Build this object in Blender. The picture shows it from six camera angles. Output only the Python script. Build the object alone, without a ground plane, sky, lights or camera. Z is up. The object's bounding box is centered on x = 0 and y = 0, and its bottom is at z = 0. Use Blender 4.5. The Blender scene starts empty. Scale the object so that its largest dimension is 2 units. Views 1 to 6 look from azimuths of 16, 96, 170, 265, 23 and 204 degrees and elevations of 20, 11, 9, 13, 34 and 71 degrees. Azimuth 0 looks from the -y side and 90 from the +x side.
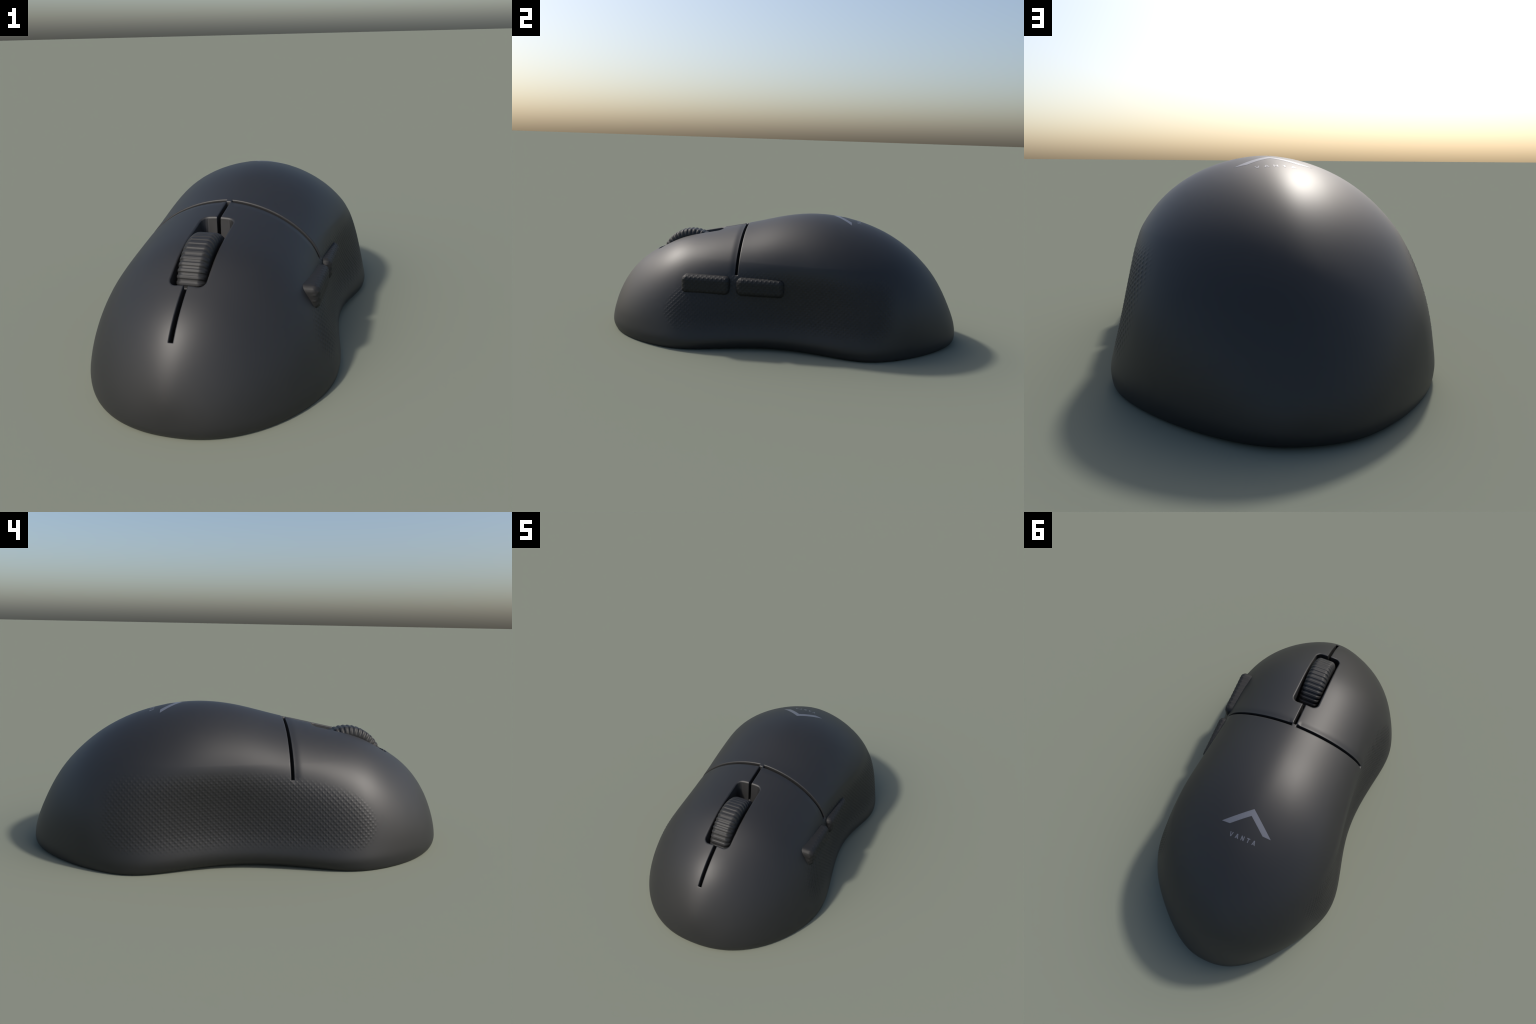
"""Wireless computer mouse: smooth symmetric shell lofted from profile curves,
with button seams, a wheel well, knurled side grips, thumb buttons and a printed mark."""
import bpy, math
import numpy as np

# ----------------------------------------------------------------- profile curves
def spline(xs, ys, x):
    xs = np.asarray(xs, float); ys = np.asarray(ys, float); x = np.asarray(x, float)
    n = len(xs); h = np.diff(xs); A = np.eye(n); b = np.zeros(n)
    for k in range(1, n - 1):
        A[k, k-1] = h[k-1]; A[k, k] = 2*(h[k-1]+h[k]); A[k, k+1] = h[k]
        b[k] = 6*((ys[k+1]-ys[k])/h[k] - (ys[k]-ys[k-1])/h[k-1])
    m = np.linalg.solve(A, b)
    k = np.clip(np.searchsorted(xs, x) - 1, 0, n - 2)
    d = x - xs[k]; e = xs[k+1] - x; H = h[k]
    return m[k]*e**3/(6*H) + m[k+1]*d**3/(6*H) + (ys[k]/H - m[k]*H/6)*e + (ys[k+1]/H - m[k+1]*H/6)*d

Y_WIDTH = [-1.0000, -0.8500, -0.7000, -0.5000, -0.3000, -0.1000, 0.1000, 0.3000, 0.5000, 0.7000, 0.8500, 1.0000]
WIDTH = [0.5953, 0.5976, 0.5950, 0.5779, 0.5187, 0.4752, 0.4771, 0.5300, 0.5829, 0.5588, 0.5114, 0.4482]
Y_HEIGHT = [-1.0000, -0.9000, -0.7500, -0.6000, -0.4500, -0.3000, -0.1500, 0.0000, 0.2000, 0.4000, 0.6000, 0.8000, 0.9200, 1.0000]
HEIGHT = [0.4904, 0.5504, 0.5686, 0.5784, 0.5670, 0.5618, 0.5715, 0.5974, 0.6282, 0.6402, 0.6310, 0.5702, 0.4553, 0.2873]
Y_SECTION = [-1.0000, -0.9000, -0.7500, -0.5000, -0.2500, 0.0000, 0.2500, 0.5000, 0.7500, 0.9000, 1.0000]
CROWN = [2.3273, 2.1638, 2.0098, 1.8810, 1.6881, 1.6553, 1.6972, 1.7241, 1.8108, 2.0125, 2.1324]
FLANK = [2.0317, 2.3520, 2.6900, 3.1778, 3.4628, 3.5043, 3.4377, 3.1888, 3.0793, 3.1460, 3.1788]
TAPER = [0.4567, 0.3689, 0.2610, 0.2034, 0.1140, 0.0295, 0.0391, 0.1421, 0.1958, 0.3049, 0.3813]
TUCK = [-0.2420, -0.1612, -0.0674, 0.1457, 0.1593, 0.1215, 0.1170, 0.0185, -0.1726, -0.2021, -0.2753]
Y_RIM = [-1, -.5, 0, .5, 1]
RIM_Z = [0.0433, 0.0493, 0.0724, 0.0619, 0.0400]
RIM_IN = [0.0241, 0.0213, 0.0909, 0.0257, 0.0290]
END_WIDTH = (0.8894, 0.8318)
END_HEIGHT = (0.8739, 0.7341)

def half_section(y, nu=500, nl=24):
    """Right half (x >= 0) of the cross-section at station y, crown first, base edge last."""
    t = math.acos(max(-1, min(1, -y))); b = (y + 1) / 2; st = math.sin(t)
    def width(yy):
        bb = (yy + 1)/2
        return math.sqrt(max(1e-12, 1-yy*yy))**(END_WIDTH[0]*(1-bb)+END_WIDTH[1]*bb) * float(spline(Y_WIDTH, WIDTH, yy))
    w = width(y)
    h = st**(END_HEIGHT[0]*(1-b)+END_HEIGHT[1]*b) * float(spline(Y_HEIGHT, HEIGHT, y))
    n, m, k, j = (float(spline(Y_SECTION, c, y)) for c in (CROWN, FLANK, TAPER, TUCK))
    z0 = float(spline(Y_RIM, RIM_Z, y)); rin = float(spline(Y_RIM, RIM_IN, y))
    th = np.linspace(math.pi/2, 0, nu)
    c = np.maximum(np.cos(th), 0); s = np.maximum(np.sin(th), 0)
    cx = c**(2/n); sz = s**(2/m)
    X = w*cx*(1 - k*sz - j*sz*(1-sz)); Z = z0 + h*sz
    e = 1e-4; y0 = max(-1+1e-7, y-e); y1 = min(1-1e-7, y+e)
    slope = (width(y1)-width(y0))/(y1-y0); l = math.hypot(slope, 1)
    ph = np.linspace(0, math.pi/2, nl+1)[1:]
    d = rin*(1-np.cos(ph))
    XL = np.maximum(w - d/l, 0); YL = y + d*slope/l; ZL = z0*(1-np.sin(ph))
    X = np.concatenate([X, XL]); Z = np.concatenate([Z, ZL]); Y = np.concatenate([np.full(nu, y), YL])
    X = X - scoop(Y, Z)*np.clip(X/0.3, 0, 1)
    X[0] = 0
    return soften(X, Y, Z, z0)

def soften(X, Y, Z, z0):
    """Round the crown line and the flank-to-rim corner by Gaussian smoothing along the arc."""
    S = np.concatenate([[0], np.cumsum(np.sqrt(np.diff(X)**2+np.diff(Y)**2+np.diff(Z)**2))])
    n = 420; u = np.linspace(0, S[-1], n); P = np.stack([np.interp(u, S, q) for q in (X, Y, Z)], -1)
    corner = u[int(np.argmin(np.abs(P[:, 2]-z0)))]
    for sigma, weight in ((0.022, smooth01(1.6*(1-np.abs(u-corner)/0.10))*smooth01((S[-1]-u)/0.05)),
                          (0.035, smooth01(1.5-u/0.10))):
        sg = min(sigma, 0.03*S[-1]); w = max(1, int(3*sg/u[1])); k = np.exp(-0.5*((np.arange(-w, w+1)*u[1])/sg)**2); k /= k.sum()
        lo = P[1:w+1][::-1]*np.array([-1, 1, 1]); hi = 2*P[-1]-P[-w-1:-1][::-1]
        E = np.concatenate([lo, P, hi]); Q = np.stack([np.convolve(E[:, c], k, 'valid') for c in range(3)], -1)
        P = P*(1-weight[:, None])+Q*weight[:, None]
    P[0, 0] = 0
    return P[:, 0], P[:, 1], P[:, 2]

def scoop(y, z):
    """Finger hollow pressed into each flank."""
    a = np.clip(1-((y-0.10)/0.64)**2, 0, 1)**1.5; b = np.clip(1-((z-0.22)/0.24)**2, 0, 1)**1.5
    return 0.041*a*b

def smooth01(t):
    t = np.clip(t, 0, 1); return t*t*(3-2*t)

# ----------------------------------------------------------------- features
SEAM_Y, SEAM_HALF = -0.2145, 0.0070           # seam between buttons and palm shell
SEAM_X0, SEAM_Z1 = 0.0135, 0.392
SPLIT_HALF = 0.0075                           # seam between the two main buttons
SPLIT_Y0, SPLIT_Y1 = -0.897, -0.2205
WELL_Y, WELL_HX, WELL_HY, WELL_R = -0.544, 0.0665, 0.1885, 0.028
WELL_FLOOR = 0.20
WHEEL_Y, WHEEL_Z, WHEEL_R, WHEEL_HW = -0.538, 0.393, 0.179, 0.056
GRIP_Y0, GRIP_Y1, GRIP_Z0, GRIP_R = -0.615, 0.64, 0.078, 0.13
PITCH = 0.0236

def grip_top(y):
    return 0.442 - 0.33*np.maximum(0.05 - y, 0)**2

def grip_sdf(y, z):
    zt = grip_top(y); cz = (zt + GRIP_Z0)/2; hz = (zt - GRIP_Z0)/2
    cy = (GRIP_Y0 + GRIP_Y1)/2; hy = (GRIP_Y1 - GRIP_Y0)/2
    qy = np.abs(y-cy) - hy + GRIP_R; qz = np.abs(z-cz) - hz + GRIP_R
    return np.hypot(np.maximum(qy, 0), np.maximum(qz, 0)) + np.minimum(np.maximum(qy, qz), 0) - GRIP_R

def smooth01(t):
    t = np.clip(t, 0, 1); return t*t*(3-2*t)

def knurl(y, z):
    """Checkerboard of small square pyramids with flat squares between, 0..1."""
    a = y/(PITCH/2); b = z/(PITCH/2)
    ia = np.floor(a); ib = np.floor(b); u = a-ia; v = b-ib
    tip = 2*np.minimum(np.minimum(u, 1-u), np.minimum(v, 1-v))
    return np.where(((ia + ib) % 2) == 0, tip, 0.0)

def lip(s, depth, r):
    """Depth below the skin for inside distance s of a cut with a rounded lip of radius r."""
    q = np.clip(-s, 0, r)
    edge = r - np.sqrt(np.maximum(r*r - (r-q)**2, 0))
    wall = depth * np.clip(s/0.0016, 0, 1)
    return np.where(s <= 0, np.where(s > -r, edge, 0.0), np.maximum(r, wall))

def box_sdf(x, y, cx, cy, hx, hy, r):
    qx = np.abs(x-cx)-hx+r; qy = np.abs(y-cy)-hy+r
    return np.hypot(np.maximum(qx, 0), np.maximum(qy, 0)) + np.minimum(np.maximum(qx, qy), 0) - r

# ----------------------------------------------------------------- shell grid
def graded(breaks):
    out = [breaks[0][0]]
    for (a, b, step) in breaks:
        n = max(1, int(round((b-a)/step)))
        out += list(np.linspace(a, b, n+1)[1:])
    return np.array(out)

front = -np.cos(np.linspace(0.004, math.acos(0.93), 60))
mid = graded([(-0.93, -0.908, .003), (-0.908, -0.886, .001), (-0.886, -0.753, .0036), (-0.753, -0.720, .0011),
              (-0.720, -0.372, .00236), (-0.372, -0.340, .0011), (-0.340, -0.25, .00236), (-0.25, -0.235, .0015),
              (-0.235, -0.195, .00085), (-0.195, 0.68, .0024)])[1:]
back = -np.cos(np.linspace(math.acos(-0.68), math.pi-0.004, 110))[1:]
ROWS = np.concatenate([front, mid, back])
strip = graded([(0, .02, .001), (.02, .055, .003), (.055, .081, .0011), (.081, .1, .003)])
fr = graded([(0, .3, .010), (.3, .96, .0030), (.96, 1, .005)])[1:]
NS = len(strip); NH = NS + len(fr); NR = len(ROWS)

half = np.zeros((NR, NH, 3))
for r, y in enumerate(ROWS):
    X, Y, Z = half_section(y)
    S = np.concatenate([[0], np.cumsum(np.sqrt(np.diff(X)**2+np.diff(Y)**2+np.diff(Z)**2))])
    wmax = X.max()
    sc = min(1.0, 0.36*wmax/0.1)
    iw = int(np.argmax(X))
    sx = np.interp(strip*sc, X[:iw+1], S[:iw+1])
    sr = sx[-1] + fr*(S[-1]-sx[-1])
    ss = np.concatenate([sx, sr])
    half[r, :, 0] = np.interp(ss, S, X); half[r, :, 1] = np.interp(ss, S, Y); half[r, :, 2] = np.interp(ss, S, Z)
grid = np.concatenate([half[:, ::-1][:, :-1]*np.array([-1, 1, 1]), half], 1)   # -x base edge ... crown ... +x base edge
NC = grid.shape[1]
du = np.gradient(grid, axis=0); dv = np.gradient(grid, axis=1)
nrm = np.cross(dv, du); nrm /= np.linalg.norm(nrm, axis=2)[..., None] + 1e-12
if nrm[NR//2, NC//2, 2] < 0: nrm = -nrm
P0 = grid.copy(); px, py, pz = P0[..., 0], P0[..., 1], P0[..., 2]

# knurled grips: raised checker of pyramids fading in over the grip border
fade = smooth01(-grip_sdf(py, pz)/0.06) * (pz < 0.5)
grid += nrm * (fade*knurl(py, pz)*0.0020)[..., None]

# seam between buttons and palm shell (cut along the inward normal)
s_end = np.minimum(np.abs(px)-SEAM_X0, (pz-SEAM_Z1))
s_seam = np.minimum(SEAM_HALF-np.abs(py-SEAM_Y), s_end)
frontside = py < SEAM_Y
d_seam = np.where(frontside, lip(s_seam, 0.042, 0.008), lip(s_seam, 0.042, 0.0065))
# button edge rolls down gently towards the seam
roll = 0.004*smooth01(1-(SEAM_Y-SEAM_HALF-py)/0.045)**2*frontside*smooth01((np.abs(px)-SEAM_X0)/.02)*smooth01((pz-SEAM_Z1+.02)/.03)
grid -= nrm*(np.maximum(d_seam, np.where(s_seam > 0, 0, roll)))[..., None]

# seam between the two main buttons and the wheel well (cut straight down)
s_split = np.minimum(SPLIT_HALF-np.abs(px), np.minimum(py-SPLIT_Y0, SPLIT_Y1-py))
d_split = lip(s_split, 0.11, 0.0055)
s_well = -box_sdf(px, py, 0, WELL_Y, WELL_HX, WELL_HY, WELL_R)
top = pz > 0.25
d_well = lip(s_well, 1.0, 0.0095)
d_well = np.minimum(d_well, np.maximum(pz-WELL_FLOOR, 0))
deep = np.where(top, np.maximum(d_split, d_well), 0)
grid[..., 2] -= deep

# ----------------------------------------------------------------- materials
def new_material(name):
    m = bpy.data.materials.new(name); m.use_nodes = True
    return m, m.node_tree, m.node_tree.nodes['Principled BSDF']

def math_node(nt, op, a, b=None, c=None):
    n = nt.nodes.new('ShaderNodeMath'); n.operation = op
    for i, v in enumerate((a, b, c)):
        if v is None: continue
        if isinstance(v, (int, float)): n.inputs[i].default_value = v
        else: nt.links.new(v, n.inputs[i])
    return n.outputs[0]

SHELL_COLOR = (0.0160, 0.0160, 0.0164, 1)
GRIP_COLOR = (0.0143, 0.0143, 0.0145, 1)
SHELL_ROUGH, GRIP_ROUGH = 0.49, 0.55
SHELL_SPEC, GRIP_SPEC = 0.49, 0.37

def grain(nt, bs, coord, scale, strength, dist):
    nz = nt.nodes.new('ShaderNodeTexNoise'); nz.inputs['Scale'].default_value = scale; nz.inputs['Detail'].default_value = 2
    nt.links.new(coord, nz.inputs['Vector'])
    bp = nt.nodes.new('ShaderNodeBump'); bp.inputs['Strength'].default_value = strength; bp.inputs['Distance'].default_value = dist
    nt.links.new(nz.outputs['Fac'], bp.inputs['Height']); nt.links.new(bp.outputs['Normal'], bs.inputs['Normal'])
    return nz

def shell_material():
    m, nt, bs = new_material('satin_black_plastic')
    tc = nt.nodes.new('ShaderNodeTexCoord'); sep = nt.nodes.new('ShaderNodeSeparateXYZ')
    nt.links.new(tc.outputs['Object'], sep.inputs[0])
    y, z = sep.outputs[1], sep.outputs[2]
    M = lambda op, a, b=None, c=None: math_node(nt, op, a, b, c)
    dy = M('MAXIMUM', M('SUBTRACT', 0.05, y), 0.0)
    zt = M('SUBTRACT', 0.442, M('MULTIPLY', M('MULTIPLY', dy, dy), 0.33))
    cz = M('MULTIPLY', M('ADD', zt, GRIP_Z0), 0.5); hz = M('MULTIPLY', M('SUBTRACT', zt, GRIP_Z0), 0.5)
    qy = M('ADD', M('SUBTRACT', M('ABSOLUTE', M('SUBTRACT', y, (GRIP_Y0+GRIP_Y1)/2)), (GRIP_Y1-GRIP_Y0)/2), GRIP_R)
    qz = M('ADD', M('SUBTRACT', M('ABSOLUTE', M('SUBTRACT', z, cz)), hz), GRIP_R)
    a = M('MAXIMUM', qy, 0.0); b = M('MAXIMUM', qz, 0.0)
    outer = M('SQRT', M('ADD', M('MULTIPLY', a, a), M('MULTIPLY', b, b)))
    sd = M('SUBTRACT', M('ADD', outer, M('MINIMUM', M('MAXIMUM', qy, qz), 0.0)), GRIP_R)
    mr = nt.nodes.new('ShaderNodeMapRange'); mr.interpolation_type = 'SMOOTHSTEP'
    nt.links.new(sd, mr.inputs[0]); mr.inputs[1].default_value = 0.01; mr.inputs[2].default_value = -0.11
    mask = mr.outputs[0]
    mix = nt.nodes.new('ShaderNodeMix'); mix.data_type = 'RGBA'
    nt.links.new(mask, mix.inputs['Factor']); mix.inputs[6].default_value = SHELL_COLOR; mix.inputs[7].default_value = GRIP_COLOR
    nt.links.new(mix.outputs[2], bs.inputs['Base Color'])
    for sock, v0, v1 in (('Roughness', SHELL_ROUGH, GRIP_ROUGH), ('Specular IOR Level', SHELL_SPEC, GRIP_SPEC)):
        f = M('MULTIPLY_ADD', mask, v1-v0, v0); nt.links.new(f, bs.inputs[sock])
    grain(nt, bs, tc.outputs['Object'], 420, 0.05, 0.001)
    return m

def plain_material(name, color, rough, spec, scale=300, strength=0.08):
    m, nt, bs = new_material(name)
    tc = nt.nodes.new('ShaderNodeTexCoord')
    nz = grain(nt, bs, tc.outputs['Object'], scale, strength, 0.001)
    ramp = nt.nodes.new('ShaderNodeValToRGB')
    ramp.color_ramp.elements[0].color = tuple(c*0.93 for c in color[:3])+(1,)
    ramp.color_ramp.elements[1].color = tuple(c*1.07 for c in color[:3])+(1,)
    nt.links.new(nz.outputs['Fac'], ramp.inputs[0]); nt.links.new(ramp.outputs[0], bs.inputs['Base Color'])
    bs.inputs['Roughness'].default_value = rough; bs.inputs['Specular IOR Level'].default_value = spec
    return m

MAT_SHELL = shell_material()
MAT_RUBBER = plain_material('black_rubber', (0.0150, 0.0150, 0.0150), 0.58, 0.30)
MAT_TYRE = plain_material('wheel_rubber', (0.021, 0.021, 0.021), 0.55, 0.36)
MAT_INK = plain_material('grey_print', (0.175, 0.181, 0.202), 0.42, 0.5, 200, 0.02)
MAT_INK.node_tree.nodes['Principled BSDF'].inputs['Metallic'].default_value = 0.5

# ----------------------------------------------------------------- objects
col = bpy.context.scene.collection
root = bpy.data.objects.new('computer_mouse', None); col.objects.link(root)
root['label'] = 'black wireless computer mouse with ribbed scroll wheel and knurled sides'
root['category'] = 'computer mouse'

def add_mesh(name, verts, faces, mat, parent, normals=None, smooth=True):
    me = bpy.data.meshes.new(name); me.from_pydata(verts.tolist() if hasattr(verts, 'tolist') else verts, [], faces.tolist() if hasattr(faces, 'tolist') else faces)
    me.materials.append(mat)
    me.polygons.foreach_set('use_smooth', np.full(len(me.polygons), smooth, dtype=bool)); me.update()
    if normals is not None: me.normals_split_custom_set_from_vertices(normals.tolist())
    ob = bpy.data.objects.new(name, me); ob.parent = parent; col.objects.link(ob)
    return ob

# whole skin: grid, end poles and flat base
V = grid.reshape(-1, 3)
idx = np.arange(NR*NC).reshape(NR, NC)
quads = np.stack([idx[:-1, :-1], idx[1:, :-1], idx[1:, 1:], idx[:-1, 1:]], -1).reshape(-1, 4)
cc = np.arange(NC//2)
for row in (0, NR-1):      # close the tips
    cap = np.stack([idx[row, cc], idx[row, cc+1], idx[row, NC-2-cc], idx[row, NC-1-cc]], -1)[:-1]
    quads = np.concatenate([quads, cap if row == 0 else cap[:, [0, 3, 2, 1]]])
qc = P0.reshape(-1, 3)[quads].mean(1)
full = bpy.data.meshes.new('skin'); full.from_pydata(V.tolist(), [], quads.tolist()); full.update()
VN = np.zeros(len(V)*3, dtype=np.float32); full.vertex_normals.foreach_get('vector', VN); VN = VN.reshape(-1, 3)
flip = VN[idx[NR//2, NC//2], 2] < 0
if flip: VN = -VN; quads = quads[:, ::-1]
bpy.data.meshes.remove(full)

gx, gy, gz = qc[:, 0], qc[:, 1], qc[:, 2]
is_grip = grip_sdf(gy, gz) < -0.004
edge = SEAM_Z1 - (SEAM_Y-gy)*0.12
is_button = (gy < SEAM_Y) & (gz > edge) & (gy > -0.93) & ~is_grip
region = np.where(is_grip, np.where(gx > 0, 1, 2), np.where(is_button, np.where(gx > 0, 3, 4), 0))
for code, name in ((0, 'palm_shell'), (1, 'side_grip'), (2, 'side_grip'), (3, 'main_button'), (4, 'main_button')):
    q = quads[region == code]; used, inv = np.unique(q, return_inverse=True)
    ob = add_mesh(name, V[used], inv.reshape(-1, 4), MAT_SHELL, root, VN[used])
    if name == 'side_grip': ob['kind'] = 'stuff'

# flat base closing the skin
lo = np.concatenate([V[idx[:, 0]], V[idx[:, -1]][::-1]]); n = len(lo)
cen = np.stack([np.zeros(NR), V[idx[:, 0], 1], np.full(NR, 0.0)], -1)
bv = np.concatenate([V[idx[:, 0]], cen, V[idx[:, -1]]]); ii = np.arange(NR-1)
bf = np.concatenate([np.stack([ii, ii+1, NR+ii+1, NR+ii], -1), np.stack([NR+ii, NR+ii+1, 2*NR+ii+1, 2*NR+ii], -1)])
add_mesh('base_plate', bv, bf, MAT_SHELL, root, smooth=False)

# ----------------------------------------------------------------- scroll wheel
def lathe_x(profile, nseg, radial):
    """profile: list of (x, r); radial(ang, x, r) -> extra radius."""
    pr = np.array(profile); ang = np.linspace(0, 2*math.pi, nseg, endpoint=False)
    A, I = np.meshgrid(ang, np.arange(len(pr)), indexing='ij')
    x = pr[I, 0]; r = pr[I, 1]; r = r + radial(A, x, r)
    v = np.stack([x, r*np.cos(A), r*np.sin(A)], -1); m = len(pr)
    i = np.arange(nseg*m).reshape(nseg, m); j = np.roll(i, -1, 0)
    f = np.stack([i[:, :-1], i[:, 1:], j[:, 1:], j[:, :-1]], -1).reshape(-1, 4)
    return v.reshape(-1, 3), f

wheel = bpy.data.objects.new('scroll_wheel', None); wheel.parent = root; wheel.location = (0, WHEEL_Y, WHEEL_Z); col.objects.link(wheel)
RIBS = 46
flat, rnd = 0.030, WHEEL_HW-0.030
prof = [(-WHEEL_HW*0.98, WHEEL_R-0.09)]
for a in np.linspace(math.pi, math.pi/2, 16): prof.append((-flat + rnd*math.cos(a), WHEEL_R-0.036 + 0.036*math.sin(a)))
for x in np.linspace(-flat, flat, 12)[1:-1]: prof.append((x, WHEEL_R))
for a in np.linspace(math.pi/2, 0, 16): prof.append((flat + rnd*math.cos(a), WHEEL_R-0.036 + 0.036*math.sin(a)))
prof.append((WHEEL_HW*0.98, WHEEL_R-0.09))
def ribs(A, x, r):
    s = smooth01(0.62+0.9*np.cos(A*RIBS + 0.6))
    depth = 0.0025 + 0.0042*smooth01((np.abs(x)-0.028)/0.02)
    return -depth*(1-s)*smooth01((r-(WHEEL_R-0.045))/0.03)
wv, wf = lathe_x(prof, RIBS*14, ribs)
tyre = add_mesh('tyre', wv, wf, MAT_TYRE, wheel)
rv, rf = lathe_x([(-0.05, 0.0), (-0.05, WHEEL_R-0.085), (0.05, WHEEL_R-0.085), (0.05, 0.0)], 64, lambda A, x, r: 0*r)
add_mesh('rim', rv, rf, MAT_TYRE, wheel, smooth=False)
av, af = lathe_x([(-0.068, 0.0), (-0.068, 0.018), (0.068, 0.018), (0.068, 0.0)], 24, lambda A, x, r: 0*r)
add_mesh('axle', av, af, MAT_RUBBER, wheel, smooth=False)

# ----------------------------------------------------------------- thumb buttons
def rounded_box(lo, hi, r, step):
    lo = np.array(lo); hi = np.array(hi); c = (lo+hi)/2; hs = (hi-lo)/2
    verts = []; faces = []; base = 0
    for ax in range(3):
        for sg in (-1, 1):
            u, v = [(1, 2), (2, 0), (0, 1)][ax]
            nu = max(2, int(2*hs[u]/step)); nv = max(2, int(2*hs[v]/step))
            U, W = np.meshgrid(np.linspace(-hs[u], hs[u], nu), np.linspace(-hs[v], hs[v], nv), indexing='ij')
            p = np.zeros(U.shape+(3,)); p[..., u] = U; p[..., v] = W; p[..., ax] = sg*hs[ax]
            inner = np.clip(p, -(hs-r), hs-r); d = p-inner; d /= np.linalg.norm(d, axis=-1)[..., None]
            q = c + inner + d*r
            k = knurl(q[..., 1], q[..., 2])*0.0021*smooth01((d[..., 0]+0.15)/0.6)
            q = q + d*k[..., None]
            i = np.arange(nu*nv).reshape(nu, nv)+base; base += nu*nv
            f = np.stack([i[:-1, :-1], i[1:, :-1], i[1:, 1:], i[:-1, 1:]], -1).reshape(-1, 4)
            if sg < 0: f = f[:, ::-1]
            verts.append(q.reshape(-1, 3)); faces.append(f)
    v = np.concatenate(verts); f = np.concatenate(faces)
    key = np.round(v, 6); _, first, inv = np.unique(key, axis=0, return_index=True, return_inverse=True)
    return v[first], inv.reshape(-1)[f]

for y0, y1, z0, z1, x1 in ((-0.503, -0.243, 0.284, 0.383, 0.430), (-0.208, 0.046, 0.285, 0.382, 0.430)):
    v, f = rounded_box((0.30, y0, z0), (x1, y1, z1), 0.028, 0.0022)
    add_mesh('thumb_button', v, f, MAT_RUBBER, root)

# ----------------------------------------------------------------- printed mark
def skin_z(x, y):
    X, Y, Z = half_section(float(y), 300, 4); k = int(np.argmax(X))
    return float(np.interp(abs(x), X[:k], Z[:k]))

def print_on_skin(name, outline, parent, lift=0.0004, step=0.004):
    """Flat polygon in (x, y) refined and wrapped on the skin as a thin print."""
    import bmesh
    bm = bmesh.new()
    for poly in outline:
        bm.faces.new([bm.verts.new((x, y, 0)) for x, y in poly])
    xs = [p[0] for poly in outline for p in poly]; ys = [p[1] for poly in outline for p in poly]
    for k in np.arange(min(xs)+step, max(xs), step):
        bmesh.ops.bisect_plane(bm, geom=bm.verts[:]+bm.edges[:]+bm.faces[:], plane_co=(k, 0, 0), plane_no=(1, 0, 0))
    for k in np.arange(min(ys)+step, max(ys), step):
        bmesh.ops.bisect_plane(bm, geom=bm.verts[:]+bm.edges[:]+bm.faces[:], plane_co=(0, k, 0), plane_no=(0, 1, 0))
    bmesh.ops.remove_doubles(bm, verts=bm.verts[:], dist=1e-6)
    bmesh.ops.recalc_face_normals(bm, faces=bm.faces[:])
    bm.normal_update()
    if sum(f.normal.z for f in bm.faces) < 0: bmesh.ops.reverse_faces(bm, faces=bm.faces[:])
    r = bmesh.ops.extrude_face_region(bm, geom=bm.faces[:])
    topv = set(g for g in r['geom'] if isinstance(g, bmesh.types.BMVert))
    for v in bm.verts:
        v.co.z = skin_z(v.co.x, v.co.y) + (lift if v in topv else -0.003)
    bmesh.ops.recalc_face_normals(bm, faces=bm.faces[:])
    me = bpy.data.meshes.new(name); bm.to_mesh(me); bm.free()
    me.materials.append(MAT_INK)
    ob = bpy.data.objects.new(name, me); ob.parent = parent; col.objects.link(ob)
    return ob

chev = [[(0, .281), (.125, .382), (.0835, .382), (0, .315)], [(0, .281), (0, .315), (-.0835, .382), (-.125, .382)]]
print_on_skin('chevron_mark', chev, root)

# letters drawn in a unit box: x to the reader's right, y up
V_POLY = [[(0, 1), (.21, 1), (.42, .2), (.42, 0), (.31, 0)], [(.42, .2), (.63, 1), (.84, 1), (.53, 0), (.42, 0)]]
A_POLY = [[(0, 0), (.21, 0), (.27, .2), (.33, .4), (.42, .76), (.42, 1), (.31, 1)],
          [(.84, 0), (.63, 0), (.57, .2), (.51, .4), (.42, .76), (.42, 1), (.53, 1)],
          [(.27, .2), (.57, .2), (.51, .4), (.33, .4)]]
N_POLY = [[(0, 0), (.2, 0), (.2, .62), (.2, 1), (0, 1)], [(.2, 1), (.2, .62), (.56, 0), (.56, .38)], [(.56, 0), (.76, 0), (.76, 1), (.56, 1), (.56, .38)]]
T_POLY = [[(.28, 0), (.48, 0), (.48, .8), (.28, .8)], [(0, .8), (.28, .8), (.48, .8), (.76, .8), (.76, 1), (0, 1)]]
CAP = 0.0215; x_left = 0.0655; total = 0.131
letters = [(V_POLY, .84), (A_POLY, .84), (N_POLY, .76), (T_POLY, .76), (A_POLY, .84)]
sx = CAP*0.92
gap = (total - sum(w for _, w in letters)*sx)/(len(letters)-1)
cur = x_left
for polys, w in letters:
    out = [[(cur - px_*sx, 0.436 - py_*CAP) for px_, py_ in p] for p in polys]
    print_on_skin('letter', out, root, step=0.006)
    cur -= w*sx + gap
